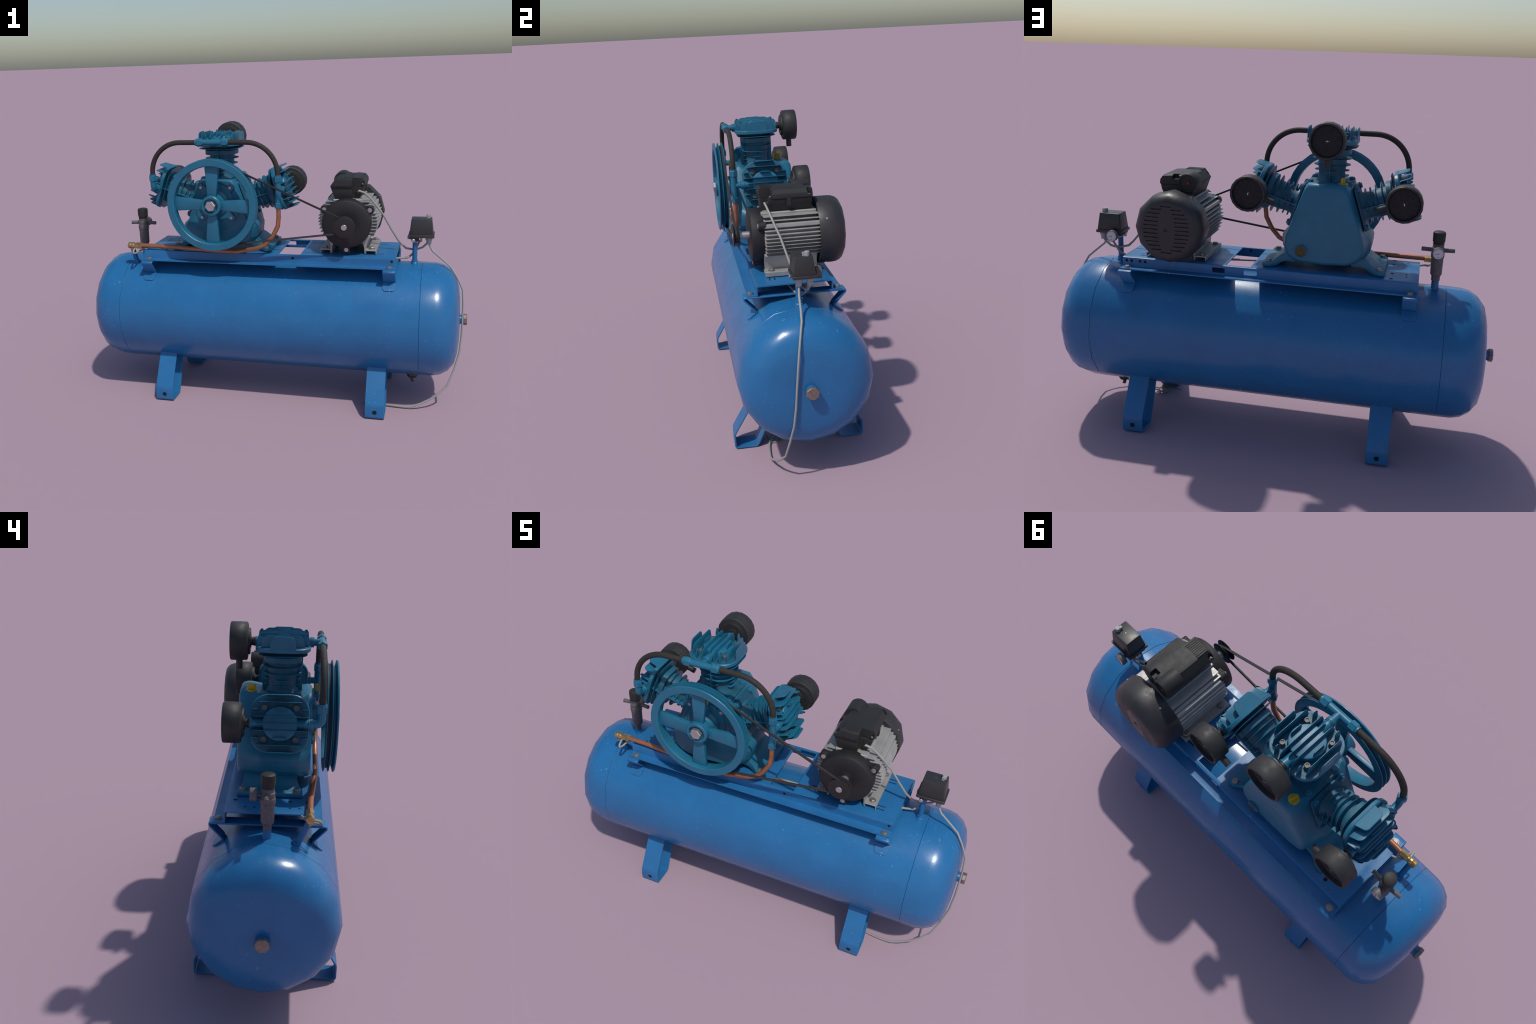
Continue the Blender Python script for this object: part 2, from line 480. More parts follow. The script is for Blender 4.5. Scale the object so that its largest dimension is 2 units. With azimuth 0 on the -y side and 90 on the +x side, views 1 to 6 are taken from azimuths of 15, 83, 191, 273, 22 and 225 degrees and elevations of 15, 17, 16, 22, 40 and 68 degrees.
def ring_fin(w, hx, hy, r, th=.0032):
    """cooling fin: a rounded plate with a sharp rim."""
    o = rrect(hx, hy, r, 8)
    i = rrect(hx - .005, hy - .005, r - .004, 8)
    return loft([[(x, y, w - th / 2) for x, y in i], [(x, y, w - .0006) for x, y in o], [(x, y, w + .0006) for x, y in o], [(x, y, w + th / 2) for x, y in i]])

FINS = [(.304, .107, .097, .06), (.252, .085, .079, .075), (.224, .080, .076, .074)]
fins = [keep('cooling_fin', ring_fin(*f), M_TEAL, 30) for f in FINS]
# short fins on the four faces near the base
def arc_fin(w, a0, r0, r1, spread, th=.003):
    lo, hi = [], []
    n = 8
    pts = []
    for i in range(n + 1):
        a = radians(a0 - spread + 2 * spread * i / n)
        e = 1 - ((i - n / 2) / (n / 2)) ** 4
        pts.append(((r0 + (r1 - r0) * e) * cos(a), (r0 + (r1 - r0) * e) * sin(a)))
    for i in range(n, -1, -1):
        a = radians(a0 - spread + 2 * spread * i / n)
        pts.append(((r0 - .006) * cos(a), (r0 - .006) * sin(a)))
    return prism(pts, w - th / 2, w + th / 2, 'z')
sf = []
for w in (.178, .200):
    for a0 in (0, 90, 180, 270):
        sf.append(arc_fin(w, a0, .057, .075, 27))
SHORT = keep('short_fin', join(*sf), M_TEAL, 30)
ribs = join(*[box(-.0016, .0016, min(s * .055, s * .0805), max(s * .055, s * .0805), .150, .318) for s in (-1, 1)])
RIBS = keep('cylinder_rib', ribs, M_TEAL, 30)

# head
plate = rrect(.109, .109, .064, 10)
pin = rrect(.106, .106, .062, 10)
headbase = loft([[(x, y, .318) for x, y in pin], [(x, y, .3205) for x, y in plate], [(x, y, .333) for x, y in plate], [(x, y, .336) for x, y in pin]])
floor_ = loft([[(x * .99, y * .99, .3355) for x, y in pin], [(x * .985, y * .985, .3368) for x, y in pin]])
FLOOR = keep('head_floor', floor_, M_DARK_TEAL, 30)
headbase = join(headbase, lathe([(.068, .334), (.0665, .346), (.066, .358), (.0635, .3625), (.058, .364)], 32))
for s in (-1, 1):
    pipe = lathe([(.0185, s * .05), (.0185, s * .103), (.0205, s * .104), (.0205, s * .111), (.0165, s * .112)], 18, 'y')
    headbase = join(headbase, mv(pipe, z=.343))
# corner bolt bosses
for a in (-.0585, .0585):
    for b in (-.0585, .0585):
        headbase = join(headbase, mv(cyl(.0125, .333, .343, 14), x=a, y=b))
HEAD = keep('cylinder_head', headbase, M_TEAL, 35)

def head_fin(t, y0, y1, top=.3845, bot=.334, th=.0028, rr=.024, in0=.006, in1=.006):
    o = [(y0, bot), (y1, bot)]
    for cx, s, inn in ((y1, 1, in1), (y0, -1, in0)):
        seg = []
        for i in range(7):
            a = radians(90 * i / 6)
            seg.append((cx - s * inn - s * rr * (1 - cos(a)), top - rr * (1 - sin(a))))
        o += seg if s == 1 else seg[::-1]
    # thinner crest: two lofts
    m = ((y0 + y1) / 2, (bot + top) / 2)
    def sh(p, d):
        return (m[0] + (p[0] - m[0]) * (1 - d), bot + (p[1] - bot) * (1 - d))
    R = [[(t - th / 2, *sh(p, .03)) for p in o], [(t - th * .2, *p) for p in o], [(t + th * .2, *p) for p in o], [(t + th / 2, *sh(p, .03)) for p in o]]
    return loft(R)

hf = []
for k in range(-4, 5):
    t = k * PIT
    if abs(k) == 4: hf.append(head_fin(t, -.052, .052, th=.0045, rr=.018))
    elif abs(k) == 3: hf.append(head_fin(t, -.087, .087))
    elif abs(k) == 2:
        hf.append(head_fin(t, -.1035, -.078, rr=.016, in1=.0, in0=.003))
        hf.append(head_fin(t, .078, .1035, rr=.016, in0=.0, in1=.003))
        hf.append(head_fin(t, -.029, .029, rr=.004, bot=.355))
    elif abs(k) == 1: hf.append(head_fin(t, -.107, .107))
    else: hf.append(head_fin(t, -.094, .094))
HFIN = [keep('head_fin', g, M_TEAL, 30) for g in hf]
HBOLT = keep('bolt', lathe([(.0095, 0), (.0105, .001), (.0105, .0105), (.0095, .012), (.0062, .012), (.0052, .0085), (.0, .0085)], 16), M_CAPSCREW, 32)
BBOLT = bolt_mesh(.0125, .010, M_TEAL, True)

# intake filter (local frame of the cylinder: axis along y at the port height)
PZ = .343
n = 18
fb = lathe([(.0125, .106), (.050, .0985), (.052, .099), (.053, .106), (.060, .1075), (.071, .1085), (.0755, .112), (.0760, .130), (.0765, .131), (.0765, .174), (.0745, .1775), (.067, .1775), (.0655, .160), (.062, .1595)], n, 'y')
FIL = keep('intake_filter', mv(fb, z=PZ - CZ + CZ), M_FILTER, 32)
FNECK = keep('filter_neck', join(mv(lathe([(.0165, .098), (.0165, .087), (.0185, .086), (.0185, .078), (.015, .077)][::-1], 16, 'y'), z=PZ), mv(lathe([(.0255, .107), (.0255, .0955), (.0165, .0945)], 18, 'y'), z=PZ)), M_FILTER, 32)
STUB = keep('filter_stub', mv(lathe([(.0135, -.112), (.0135, -.070)], 14), y=.143, z=PZ), M_FILTER, 32)
grill = mv(lathe([(.064, .1595), (.062, .163), (.03, .1625), (.0, .1625)], 30, 'y'), z=PZ)
for i in range(16):
    a = 2 * pi * i / 16
    grill = join(grill, mv(xf(box(-.0006, .0006, .1622, .1636, .018, .060), Matrix.Rotation(a, 4, 'Y')), z=PZ))
GRILL = keep('filter_grille', grill, M_MESH, 32)
FSCREW = keep('filter_screw', mv(join(cyl(.0032, .162, .166, 10, 'y'), box(-.0075, .0075, .1625, .1645, -.0008, .0008)), z=PZ), M_STEEL, 30)

for deg in (0, 72, -72):
    M = Matrix.Translation((CX, CY, CZ)) @ Matrix.Rotation(radians(deg), 4, 'Y')
    c = place('cylinder', BARREL, thing, M)
    for me in fins + [SHORT, RIBS, HEAD, FLOOR] + HFIN + [FIL, FNECK, STUB, GRILL, FSCREW]:
        # filters keep their own y, cylinders are centred on CY
        o = place(me.name.split('.')[0], me, c)
        if me in (FIL, FNECK, STUB, GRILL, FSCREW):
            o.location.y = -CY
    for a in (-.0585, .0585):
        for b in (-.0585, .0585):
            place('bolt', HBOLT, c, Matrix.Translation((a, b, .343)) @ Matrix.Rotation(.4, 4, 'Z'))
    for a in (-.083, .083):
        for b in (-.066, .066):
            place('bolt', BBOLT, c, Matrix.Translation((a, b, .1525)))

# ------------------------------------------------------------------ flywheel
FY0, FY1 = -.2570, -.2085
fp = [(.196, FY1), (.2200, FY1), (.2300, -.2115), (.2300, -.2135), (.2035, -.2195), (.2035, -.2245), (.2300, -.2315), (.2300, -.2335),
      (.2035, -.239), (.2035, -.2435), (.2300, -.2505), (.2300, -.2545), (.2282, FY0), (.198, FY0), (.195, FY0 + .003), (.1925, -.235), (.196, FY1)]
g = lathe(fp, 40, 'y')
fly = obj('flywheel', mv((g[0], g[1][:-2]), x=CX, z=KZ), M_TEAL, thing, 32)
for k in range(4):
    sp = loft([[(-.0225, -.241, .040), (.0225, -.241, .040), (.0225, -.218, .040), (-.0225, -.218, .040)],
               [(-.0365, -.238, .197), (.0365, -.238, .197), (.0365, -.218, .197), (-.0365, -.218, .197)]])
    obj('spoke', mv(xf(sp, Matrix.Rotation(radians(90 * k + 1.5), 4, 'Y')), x=CX, z=KZ), M_TEAL, fly, 30, bevel=.004, seg=2)
hub = lathe([(.049, -.205), (.0505, -.235), (.0505, -.258), (.047, -.2615), (.038, -.2615), (.036, -.2595), (.0355, -.247), (.02, -.2465)], 28, 'y')
obj('hub', mv(hub, x=CX, z=KZ), M_TEAL, fly, 32)
fb_ = lathe([(.0265, -.246), (.0265, -.270), (.0235, -.2725)], 6, 'y', .12)
obj('hub_bolt', mv(fb_, x=CX, z=KZ), M_STEEL, fly, 25)

# ------------------------------------------------------------------ motor
MX, MZ = .411, .957
core = []
for i in range(40):
    a = 2 * pi * i / 40
    r = .108 + .013 * cos(a) ** 2
    core.append((MX + r * cos(a), MZ + r * sin(a)))
motor = obj('motor', prism(core, -.105, .145, 'y'), M_ALU, thing, 35)
# horizontal cooling fins: wedges with a thin tip; (height, reach from the motor axis)
fin_rule = [(1.058, .106), (1.042, .119), (1.002, .139), (.9855, .1455), (.969, .148), (.953, .148), (.937, .146), (.9205, .142), (.9035, .136), (.887, .128)]
for s in (-1, 1):
    for i, (z, xo) in enumerate(fin_rule):
        dz = abs(z - MZ)
        root = MX + s * (sqrt(max(.116 ** 2 - dz * dz, .0016)) - .008)
        tip = MX + s * xo
        th = .0036 if i < 2 else .0042
        poly = [(root, z - th), (tip - s * .002, z - .0012), (tip, z), (tip - s * .002, z + .0012), (root, z + (th * .3 if i < 2 else th))]
        obj('motor_fin', prism(poly, -.104, .142, 'y'), M_ALU, motor, 30)
    # tie-bolt rib running the length of the housing
    rib = [(MX + s * .10, 1.014), (MX + s * .128, 1.013), (MX + s * .1315, 1.016), (MX + s * .1295, 1.028), (MX + s * .126, 1.030), (MX + s * .09, 1.030)]
    obj('motor_rib', prism(rib, -.104, .142, 'y'), M_ALU, motor, 30)
# saddle under the terminal box
obj('motor_saddle', prism([(MX - .066, 1.050), (MX + .066, 1.050), (MX + .0705, 1.0655), (MX + .0705, 1.0705), (MX - .0705, 1.0705), (MX - .0705, 1.0655)], -.110, .138, 'y'), M_ALU, motor, 30, bevel=.003)
# end bell
bell = lathe([(.118, -.098), (.1205, -.102), (.1205, -.150), (.117, -.158), (.110, -.1625), (.052, -.1635), (.030, -.158), (.020, -.157)], 36, 'y')
bell = mv(bell, x=MX, z=MZ)
for sx in (-1, 1):
    for zz in (1.0225,):
        bell = join(bell, mv(cyl(.0205, -.130, -.096, 18, 'y', ch=.002), x=MX + sx * .111, z=zz),
                    mv(xf(box(-.034, 0, -.128, -.098, -.018, .018), Matrix.Rotation(0 if sx > 0 else pi, 4, 'Y')), x=MX + sx * .108, z=zz))
bell = join(bell, box(MX - .017, MX + .017, -.150, -.10, .8135, .846))
eb = obj('end_bell', bell, M_CAST, motor, 32)
scr = keep('screw', join(cyl(.0112, 0, .003, 16), box(-.007, .007, -.0012, .0012, .002, .0036), box(-.0012, .0012, -.007, .007, .002, .0036)), M_STEEL, 30)
for sx, zz in ((-1, 1.0225), (1, 1.0225)):
    place('screw', scr, eb, Matrix.Translation((MX + sx * .111, -.130, zz)) @ Matrix.Rotation(pi / 2, 4, 'X') @ Matrix.Rotation(.3 * sx, 4, 'Z'))
place('screw', scr, eb, Matrix.Translation((MX, -.150, .827)) @ Matrix.Rotation(pi / 2, 4, 'X') @ Matrix.Scale(.9, 4))
# shaft and pulley
shaft = obj('shaft', mv(cyl(.0178, -.205, -.150, 20, 'y'), x=MX, z=MZ), M_STEEL, motor, 32)
pul = lathe([(.022, -.2045), (.046, -.2055), (.0505, -.2075), (.0505, -.2095), (.0255, -.2180), (.0255, -.2235), (.0505, -.2315), (.0505, -.2335), (.047, -.2345), (.016, -.2335)], 28, 'y')
obj('pulley', mv(pul, x=MX, z=MZ), M_CAST, motor, 30)
obj('shaft_end', mv(cyl(.0140, -.237, -.21, 20, 'y', ch=.001), x=MX, z=MZ), M_STEEL, motor, 32)
# fan cover
fcv = lathe([(.1480, .139), (.1535, .137), (.1555, .140), (.1555, .200), (.1535, .217), (.147, .234), (.136, .2475), (.122, .2560), (.113, .2575), (.04, .2575), (.0, .2575)], 12, 'y', 0)
fan = obj('fan_cover', mv(fcv, x=.4122, z=.957), M_COVER, motor, 40)
sl = []
pitch = .0176
for k in range(-5, 6):
    dz = k * pitch
    hh = .0026 if k % 3 else .0019
    for s in (-1, 1):
        a, b = s * .0385 * sqrt(1 - (dz / .105) ** 2), s * .103 * sqrt(1 - (dz / .115) ** 2)
        sl.append(box(.4125 + min(a, b), .4125 + max(a, b), .2515, .27, .957 + dz - hh, .957 + dz + hh))
for k in (-1, 1):
    sl.append(box(.4135 - .024, .4135 + .024, .2515, .27, .957 + k * .1005 - .0022, .957 + k * .1005 + .0022))
sl.append(mv(cyl(.0100, .2530, .27, 14, 'y'), x=.4135, z=.957))
boolean(fan, join(*sl), 40)
scb = keep('cover_screw', lathe([(.0048, -.001), (.0042, .002), (.0, .003)], 10), M_STEEL, 30)
for deg in (20, 110, 200, 290):
    a = radians(deg + 12)
    place('cover_screw', scb, fan, Matrix.Translation((.4122 + .1535 * cos(a), .172, .957 + .1535 * sin(a))) @ Matrix.Rotation(pi / 2 - a, 4, 'Y'))
# motor feet: channel rails and pedestals
for s in (-1, 1):
    X = lambda a: MX + s * a + .0035
    rail = [(X(.139), .7975), (X(.139), .8185), (X(.085), .8185), (X(.085), .7975), (X(.089), .7975), (X(.089), .8125), (X(.135), .8125), (X(.135), .7975)]
    V = [(x, y, z) for y in (-.112, .135) for x, z in rail]
    q = [(0, 1, 6, 7), (1, 2, 5, 6), (2, 3, 4, 5)]
    F = [(i, (i + 1) % 8, 8 + (i + 1) % 8, 8 + i) for i in range(8)] + q + [tuple(j + 8 for j in f[::-1]) for f in q]
    rl = obj('motor_foot', (V, F), M_ALU, motor, 30, bevel=.0012)
    ped = [(X(.080), .7975), (X(.085), .7975), (X(.086), .835), (X(.092), .86), (X(.108), .876), (X(.127), .889), (X(.120), .896), (X(.09), .892), (X(.070), .872), (X(.078), .855)]
    ped = [(X(.080), .7975), (X(.0855), .7975), (X(.0865), .815), (X(.0875), .822), (X(.090), .845), (X(.097), .866), (X(.110), .884), (X(.106), .892), (X(.09), .894), (X(.060), .874), (X(.072), .852), (X(.079), .83)]
    obj('motor_pedestal', prism(ped, -.108, .128, 'y'), M_ALU, rl, 30, bevel=.001)
me = bolt_mesh(.0125, .010, M_BOLT)
for x in (.2965, .5285):
    for y in (-.082, .112):
        place('bolt', me, motor, Matrix.Translation((x, y, .8185)) @ Matrix.Rotation(x * 7 + y, 4, 'Z'))

# terminal box
TBX = .0
lower = [(.349, 1.0695), (.466, 1.0695), (.483, 1.105), (.488, 1.127), (.328, 1.127), (.336, 1.105)]
upper = [(.327, 1.128), (.490, 1.128), (.491, 1.134), (.489, 1.150), (.477, 1.167), (.455, 1.169), (.428, 1.171), (.365, 1.172), (.350, 1.168), (.334, 1.146), (.326, 1.134)]
def tb_ring(poly, y, sx=1.0, sz=1.0):
    cx, cz = .405, 1.12
    return [(cx + (x - cx) * sx, y, cz + (z - cz) * sz) for x, z in poly]
tb = obj('terminal_box', loft([tb_ring(lower, -.092, .97, .97), tb_ring(lower, -.104), tb_ring(lower, .118), tb_ring(lower, .112, .97, .97)][1:3]), M_BLACK, motor, 30, bevel=.003, seg=2)
lid = obj('terminal_box_lid', loft([tb_ring(upper, -.110, .985, .93), tb_ring(upper, -.100), tb_ring(upper, .112), tb_ring(upper, .122, .985, .93)]), M_BLACK, tb, 30, bevel=.002, seg=2)
cut = [box(.4335, .50, -.13, -.062, 1.06, 1.20)]           # stepped-back corner where the cable enters
boolean(lid, join(*cut), 30)
boolean(tb, join(box(.4335, .50, -.13, -.075, 1.05, 1.20)), 30)
cut2 = [box(.402, .432, .092, .14, 1.152, 1.2)] + [mv(cyl(.0115, 1.139, 1.22, 16), x=x, y=y) for x, y in ((.335, -.098), (.480, -.066), (.336, .060), (.480, .108))]
boolean(lid, join(*cut2), 30)
sc2 = keep('lid_screw', lathe([(.0055, 0), (.0055, .003), (.004, .005)], 10), M_CAPSCREW, 30)
for x, y in ((.335, -.098), (.480, -.066), (.336, .060), (.480, .108)):
    place('lid_screw', sc2, lid, Matrix.Translation((x, y, 1.138)))
for i in range(9):
    x = .354 + i * .0088
    g = loft([[(x - .0024, -.1125, 1.137), (x + .0024, -.1125, 1.137), (x + .0024, -.100, 1.137), (x - .0024, -.100, 1.137)],
              [(x - .0024, -.1075, 1.160), (x + .0024, -.1075, 1.160), (x + .0024, -.095, 1.160), (x - .0024, -.095, 1.160)],
              [(x - .0024, -.100, 1.1735), (x + .0024, -.100, 1.1735), (x + .0024, -.086, 1.170), (x - .0024, -.086, 1.170)],
              [(x - .0024, -.052, 1.1735), (x + .0024, -.052, 1.1735), (x + .0024, -.052, 1.168), (x - .0024, -.052, 1.168)]])
    obj('lid_rib', g, M_BLACK, lid, 30)
# capacitor housing at the rear, with the reset button
cap = mv(lathe([(.0405, .045), (.0420, .050), (.0420, .126), (.0400, .130), (.034, .130), (.033, .124), (.0, .124)], 22, 'y'), x=.363, z=1.1385)
obj('capacitor_cover', cap, M_BLACK, tb, 35)
obj('reset_button', mv(lathe([(.0065, .122), (.0065, .1275), (.0045, .129)], 14, 'y'), x=.360, z=1.137), M_RED, tb, 35)
obj('reset_button_ring', mv(ring(.0115, .0068, .122, .1265, 16, 'y'), x=.360, z=1.137), M_BLACK, tb, 35)
obj('cable_gland', join(mv(cyl(.0125, -.084, -.070, 14, 'y'), x=.462, z=1.105), mv(cyl(.0085, -.092, -.08, 12, 'y'), x=.462, z=1.105)), M_BLACK, tb, 30)
obj('lid_clip', box(.482, .4925, .005, .025, 1.098, 1.131), M_BLACK, tb, 30, bevel=.0015)

# ------------------------------------------------------------------ belt
RB, rb = .2105, .0300
d = hypot(MX - CX, MZ - KZ)
th0 = atan2(MZ - KZ, MX - CX)
al = math.acos((RB - rb) / d)
loop = []
for i in range(41):
    a = th0 + al + (2 * pi - 2 * al) * i / 40
    loop.append((CX + RB * cos(a), KZ + RB * sin(a)))
for i in range(15):
    a = th0 - al + 2 * al * i / 14
    loop.append((MX + rb * cos(a), MZ + rb * sin(a)))
nrm = []
nl = len(loop)
R4 = []
for i, (x, z) in enumerate(loop):
    px, pz = loop[i - 1]; qx, qz = loop[(i + 1) % nl]
    tx, tz = qx - px, qz - pz
    l = hypot(tx, tz); nx, nz = tz / l, -tx / l
    R4.append([(x - nx * .0045, -.2175, z - nz * .0045), (x - nx * .0045, -.2245, z - nz * .0045), (x + nx * .0035, -.2265, z + nz * .0035), (x + nx * .0035, -.2155, z + nz * .0035)])
V = [p for r in R4 for p in r]
F = [(4 * i + k, 4 * i + (k + 1) % 4, 4 * ((i + 1) % nl) + (k + 1) % 4, 4 * ((i + 1) % nl) + k) for i in range(nl) for k in range(4)]
obj('drive_belt', (V, F), M_BELT, thing, 35)

# ------------------------------------------------------------------ hoses, tees, copper line
HY = -.187
def hexnut(r, h0, h1, axis, x, y, z, ch=.0025):
    g = lathe([(r * .92, h0), (r, h0 + ch), (r, h1 - ch), (r * .92, h1)], 6, axis, pi / 6 if axis == 'x' else 0)
    return mv(g, x=x, y=y, z=z)
TZT = 1.359
HXL, HXR = -.569, .0825
left = [(-.325, HY, TZT), (-.415, HY, TZT)] + arc((-.415, HY, TZT - .154), .154, 90, 180, 16)[1:] + [(HXL, HY, 1.19)]
right = [(-.165, HY, TZT), (-.072, HY, TZT)] + arc((-.072, HY, TZT - .1545), .1545, 90, 0, 16)[1:] + [(HXR, HY, 1.19)]
obj('rubber_hose', tube(left, .0125, 14), M_RUBBER, thing, 50)
obj('rubber_hose', tube(right, .0125, 14), M_RUBBER, thing, 50)
# tee on the upper head
tee = join(mv(cyl(.0148, -.300, -.190, 16, 'x'), y=HY, z=TZT), mv(cyl(.0148, HY, -.140, 16, 'y'), x=CX, z=TZT),
           mv(lathe([(.019, -.155), (.0205, -.153), (.0205, -.142), (.019, -.140)], 18, 'y'), x=CX, z=TZT))
t = obj('tee_fitting', tee, M_TEAL, thing, 35)
for x0 in (-.3235, -.1945):
    obj('hex_nut', hexnut(.0205, x0, x0 + .029, 'x', 0, HY, TZT), M_TEAL, t, 25)
obj('nut_collar', join(mv(cyl(.0165, -.331, -.322, 14, 'x'), y=HY, z=TZT), mv(cyl(.0165, -.167, -.159, 14, 'x'), y=HY, z=TZT)), M_TEAL, t)
# elbow on the left head
el = [(HXL, HY, 1.178), (HXL, HY, 1.143)] + [(HXL, HY + .022 * (1 - cos(radians(a))), 1.143 - .022 * sin(radians(a))) for a in (22, 45, 67, 90)] + [(HXL, -.135, 1.121)]
e = obj('elbow_fitting', join(tube(el, .0148, 16), mv(lathe([(.019, -.155), (.0205, -.153), (.0205, -.142), (.019, -.140)], 18, 'y'), x=HXL, z=1.120)), M_TEAL, thing, 40)
obj('hex_nut', hexnut(.0205, 1.165, 1.194, 'z', HXL, HY, 0), M_TEAL, e, 25)
obj('nut_collar', mv(cyl(.0165, 1.193, 1.2, 14), x=HXL, y=HY), M_TEAL, e)
# tee on the right head
t2 = obj('tee_fitting', join(mv(cyl(.0155, 1.055, 1.17, 16), x=HXR, y=HY), mv(cyl(.0148, HY, -.135, 16, 'y'), x=HXR, z=1.120),
         mv(lathe([(.019, -.155), (.0205, -.153), (.0205, -.142), (.019, -.140)], 18, 'y'), x=HXR, z=1.120)), M_TEAL, thing, 35)
obj('hex_nut', hexnut(.0205, 1.165, 1.194, 'z', HXR, HY, 0), M_TEAL, t2, 25)
obj('hex_nut', hexnut(.0195, 1.036, 1.064, 'z', HXR, HY, 0), M_TEAL, t2, 25)
obj('nut_collar', mv(cyl(.0165, 1.193, 1.2, 14), x=HXR, y=HY), M_TEAL, t2)
# copper delivery pipe
cp = [(-.672, -.156, .8165), (-.560, -.160, .816), (-.460, -.168, .8145), (-.250, -.184, .8085), (-.135, -.186, .808), (-.030, -.186, .830), (.012, -.186, .850), (.050, -.186, .893), (.077, -.186, .945), (.0825, -.187, .99), (.0825, -.187, 1.045)]
obj('copper_pipe', tube(cp, .0112, 12), M_COPPER, thing, 50)

# ------------------------------------------------------------------ check valve at the tank end
VY, VZ = -.1555, .8145
vb = join(mv(cyl(.0165, -.7045, -.670, 6, 'x', ch=.002, phase=.5), y=VY, z=VZ), mv(cyl(.0125, -.714, -.700, 14, 'x'), y=VY, z=VZ),
          mv(lathe([(.0135, -.7485), (.0165, -.7455), (.0165, -.734), (.0145, -.731), (.0175, -.727), (.0165, -.718), (.012, -.712)], 16, 'x'), y=VY, z=VZ),
          mv(cyl(.013, .790, .812, 12), x=-.727, y=VY + .003))
valve = obj('check_valve', vb, M_BRASS, thing, 28)
obj('valve_post', tube([(-.7275, VY + .002, .800), (-.7265, -.135, .760), (-.7255, -.105, .695)], .0125, 14), M_FRAME, valve, 40)
obj('valve_post_weld', xf(cyl(.0165, -.006, .006, 14), Matrix.Translation((-.7257, -.110, .712)) @ Matrix.Rotation(radians(25), 4, 'X')), M_FRAME, valve, 40)
lever = smooth_path([(-.712, -.160, .800), (-.708, -.182, .797), (-.706, -.197, .790), (-.703, -.199, .783), (-.697, -.184, .780), (-.690, -.150, .784), (-.668, -.132, .790), (-.640, -.120, .786)], 3)
obj('unloader_tube', tube(lever, .0048, 8), M_CABLE, valve, 50)

# ------------------------------------------------------------------ pressure regulator
RX = -.7235
body = mv(lathe([(.0145, .760), (.0185, .766), (.0185, .788), (.0215, .790), (.0245, .796), (.0258, .864), (.0262, .866)], 20), x=RX)
reg = obj('regulator', join(mv(cyl(.0185, .763, .789, 6, ch=.002), x=RX), mv(lathe([(.0205, .787), (.0248, .794), (.0262, .868), (.0285, .870), (.0285, .889), (.0265, .892), (.0265, .912), (.0240, .914), (.0240, .930)], 20), x=RX)), M_REG, thing, 30)
knob = []
for h, r in ((.928, .0240), (.939, .0242), (.9405, .0268), (.974, .0275), (.9805, .0258), (.9835, .0205)):
    ringp = []
    for i in range(40):
        a = 2 * pi * i / 40
        rr = r * (.955 if (i % 4 == 0 and .940 < h < .978) else 1)
        ringp.append((RX + rr * cos(a), rr * sin(a), h))
    knob.append(ringp)
obj('regulator_knob', loft(knob), M_BLACK, reg, 30)
obj('regulator_post', mv(lathe([(.0185, .722), (.0165, .738), (.0158, .742), (.0158, .765)], 16), x=RX), M_FRAME, reg, 30)
for s in (-1, 1):
    hb = join(cyl(.009, .018, .069, 12, 'x'), *[cyl(.0098, .030 + i * .009, .034 + i * .009, 12, 'x') for i in range(5)])
    obj('hose_barb', xf(hb, Matrix.Translation((RX, .010, .903)) @ Matrix.Rotation(0 if s > 0 else pi, 4, 'Z') @ Matrix.Rotation(radians(6) * (-s), 4, 'Z')), M_REG, reg, 30)

def gauge(x, y0, y1, z, r, parent, stem):
    g = obj('pressure_gauge', mv(lathe([(r * .3, y0 - stem), (r * .3, y0), (r * .94, y0), (r, y0 + .003), (r, y1 - .002), (r * .97, y1), (r * .88, y1), (r * .87, y1 - .002)], 22, 'y'), x=x, z=z), M_REG, parent, 32)
    obj('gauge_dial', mv(cyl(r * .875, y1 - .004, y1 - .0012, 22, 'y'), x=x, z=z), M_WHITE, g, 32)
    ink = [mv(xf(box(-r * .62, r * .10, y1 - .0014, y1 - .0004, -r * .02, r * .02), Matrix.Rotation(pi + .1, 4, 'Y')), x=x, z=z), mv(cyl(r * .08, y1 - .0014, y1 + .0002, 10, 'y'), x=x, z=z)]
    for i in range(11):
        a = radians(-45 + 27 * i)
        ink.append(mv(xf(box(r * .66, r * .76, y1 - .0014, y1 - .0006, -r * .018, r * .018), Matrix.Rotation(-a, 4, 'Y')), x=x, z=z))
    ink.append(box(x - r * .14, x + r * .14, y1 - .0014, y1 - .0006, z - r * .56, z - r * .48))
    obj('gauge_markings', join(*ink), M_INK, g, 30)
    return g
gauge(RX - .001, .040, .0655, .900, .0255, reg, .02)

# ------------------------------------------------------------------ pressure switch
SX = .735
def frus(z0, z1, a, b, c, d_):
    return loft([[(x, y, z0) for x, y in [(p + (a[0] + a[1]) / 2, q + (b[0] + b[1]) / 2) for p, q in rrect((a[1] - a[0]) / 2, (b[1] - b[0]) / 2, .006, 3)]],
                 [(x, y, z1) for x, y in [(p + (c[0] + c[1]) / 2, q + (d_[0] + d_[1]) / 2) for p, q in rrect((c[1] - c[0]) / 2, (d_[1] - d_[0]) / 2, .006, 3)]]])
swb = join(frus(.868, .881, (.702, .828), (-.036, .067), (.702, .828), (-.036, .067)))
sw = obj('pressure_switch', join(swb, frus(.857, .869, (.705, .752), (-.02, .05), (.705, .752), (-.02, .05)), mv(cyl(.020, .845, .87, 16), x=SX)), M_SWITCH, thing, 30, bevel=.0015)
obj('switch_cover', frus(.880, .9585, (.707, .823), (-.031, .062), (.7155, .8135), (-.0235, .0525)), M_SWITCH, sw, 30, bevel=.0025, seg=2)
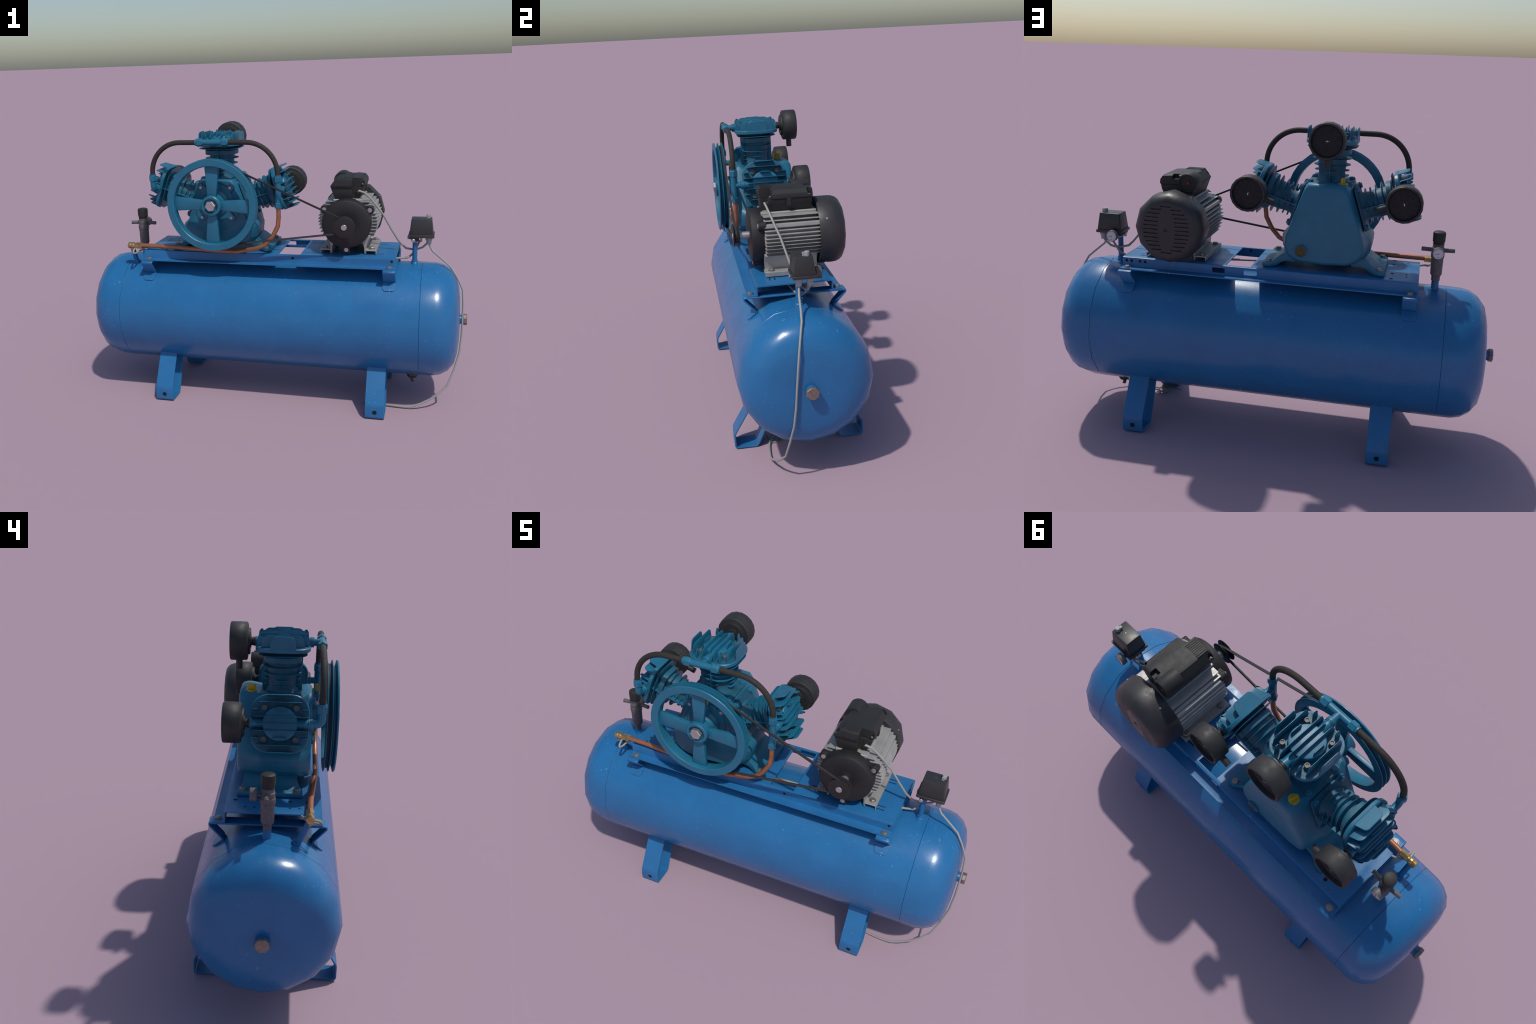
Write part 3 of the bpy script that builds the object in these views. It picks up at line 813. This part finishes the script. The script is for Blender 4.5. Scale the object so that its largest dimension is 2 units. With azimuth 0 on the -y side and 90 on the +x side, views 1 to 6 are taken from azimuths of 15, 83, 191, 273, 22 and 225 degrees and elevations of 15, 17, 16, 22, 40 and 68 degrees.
kn = join(mv(cyl(.0105, .957, .9775, 14, ch=.0015), x=.797, y=.030), xf(box(-.0195, .0, -.0055, .0055, .9585, .9735), Matrix.Translation((.797, .030, 0)) @ Matrix.Rotation(radians(80), 4, 'Z')))
obj('switch_knob', kn, M_GREY, sw, 30)
obj('cover_screw', mv(cyl(.002, .958, .9605, 8), x=.764, y=.016), M_STEEL, sw)
for y in (-.008, .0385):
    g = mv(lathe([(.0115, .8335), (.0125, .836), (.0135, .852), (.0165, .854), (.0165, .869)], 14), x=.802, y=y)
    obj('cable_gland', g, M_GREY, sw, 30)
obj('switch_manifold', join(mv(cyl(.0165, .840, .862, 6, ch=.001), x=SX), xf(cyl(.0095, -.036, .0, 12, 'y', ch=.002), Matrix.Translation((.727, .0, .853)))), M_STEEL, sw, 30)
obj('manifold_port', join(mv(lathe([(.008, .696), (.0095, .698), (.0095, .708), (.008, .720)], 12, 'x'), y=.022, z=.857)), M_STEEL, sw, 30)
obj('unloader_valve', mv(lathe([(.003, .838), (.0052, .842), (.0045, .85), (.0052, .857), (.004, .868)], 10), x=.764, y=.010), M_BRASS, sw, 30)
obj('switch_post', join(mv(cyl(.0122, .73, .845, 16), x=SX), mv(lathe([(.020, .722), (.0185, .733), (.0155, .7365), (.0152, .747), (.0135, .748)], 16), x=SX)), M_FRAME, sw, 32)
gauge(.7375, .074, .0985, .8635, .0265, sw, .05)

# ------------------------------------------------------------------ cables
cr = .0052
c1 = [(.462, -.088, 1.107), (.466, -.090, 1.110), (.488, -.087, 1.102), (.522, -.075, 1.069), (.552, -.060, 1.026), (.581, -.043, .982), (.617, -.024, .912), (.652, -.006, .848), (.670, .004, .824), (.690, .011, .803), (.721, .020, .796), (.752, .030, .797), (.770, .035, .803), (.795, .038, .826), (.801, .0385, .838)]
c2 = [(.802, -.008, .838), (.806, -.009, .826), (.822, -.012, .798), (.868, -.0155, .760), (.910, -.020, .724), (.936, -.030, .686), (.958, -.039, .647), (.973, -.046, .612), (.9765, -.053, .548), (.9765, -.061, .456), (.975, -.067, .379), (.968, -.077, .293), (.945, -.094, .205), (.914, -.110, .124), (.880, -.124, .090), (.842, -.136, .060), (.790, -.148, .033), (.744, -.153, .0125), (.695, -.151, .0075), (.640, -.146, .0065), (.606, -.140, .0065)]
c3 = [(.758, .046, .836), (.752, .044, .824), (.731, .031, .780), (.715, .022, .763), (.697, .013, .752), (.645, .0, .751), (.40, -.03, .755), (.165, -.058, .760), (.05, -.067, .763), (-.30, -.09, .770), (-.60, -.112, .782), (-.645, -.121, .786)]
obj('power_cable', tube(c1, cr, 8), M_CABLE, thing, 50)
obj('power_cable', tube(c2, .0048, 8), M_CABLE, thing, 50)
obj('unloader_tube', tube(c3, cr, 8), M_CABLE, thing, 50)
w1 = smooth_path([(.606, -.140, .007), (.600, -.115, .008), (.592, -.092, .009), (.570, -.080, .010), (.548, -.092, .011), (.545, -.112, .012), (.560, -.130, .014), (.585, -.134, .016)], 4)
w2 = smooth_path([(.606, -.139, .009), (.590, -.142, .013), (.565, -.146, .014), (.530, -.150, .010), (.496, -.148, .006)], 4)
w3 = smooth_path([(.606, -.141, .008), (.585, -.122, .013), (.575, -.104, .012), (.590, -.090, .009), (.605, -.100, .007)], 4)
for w in (w1, w2, w3):
    obj('bare_wire', tube(w, .0024, 6), M_WIRE, thing, 50)
for o in bpy.data.objects:
    if o.name.split('.')[0] in ('short_fin', 'gauge_markings', 'frame_hole'):
        o['kind'] = 'stuff'
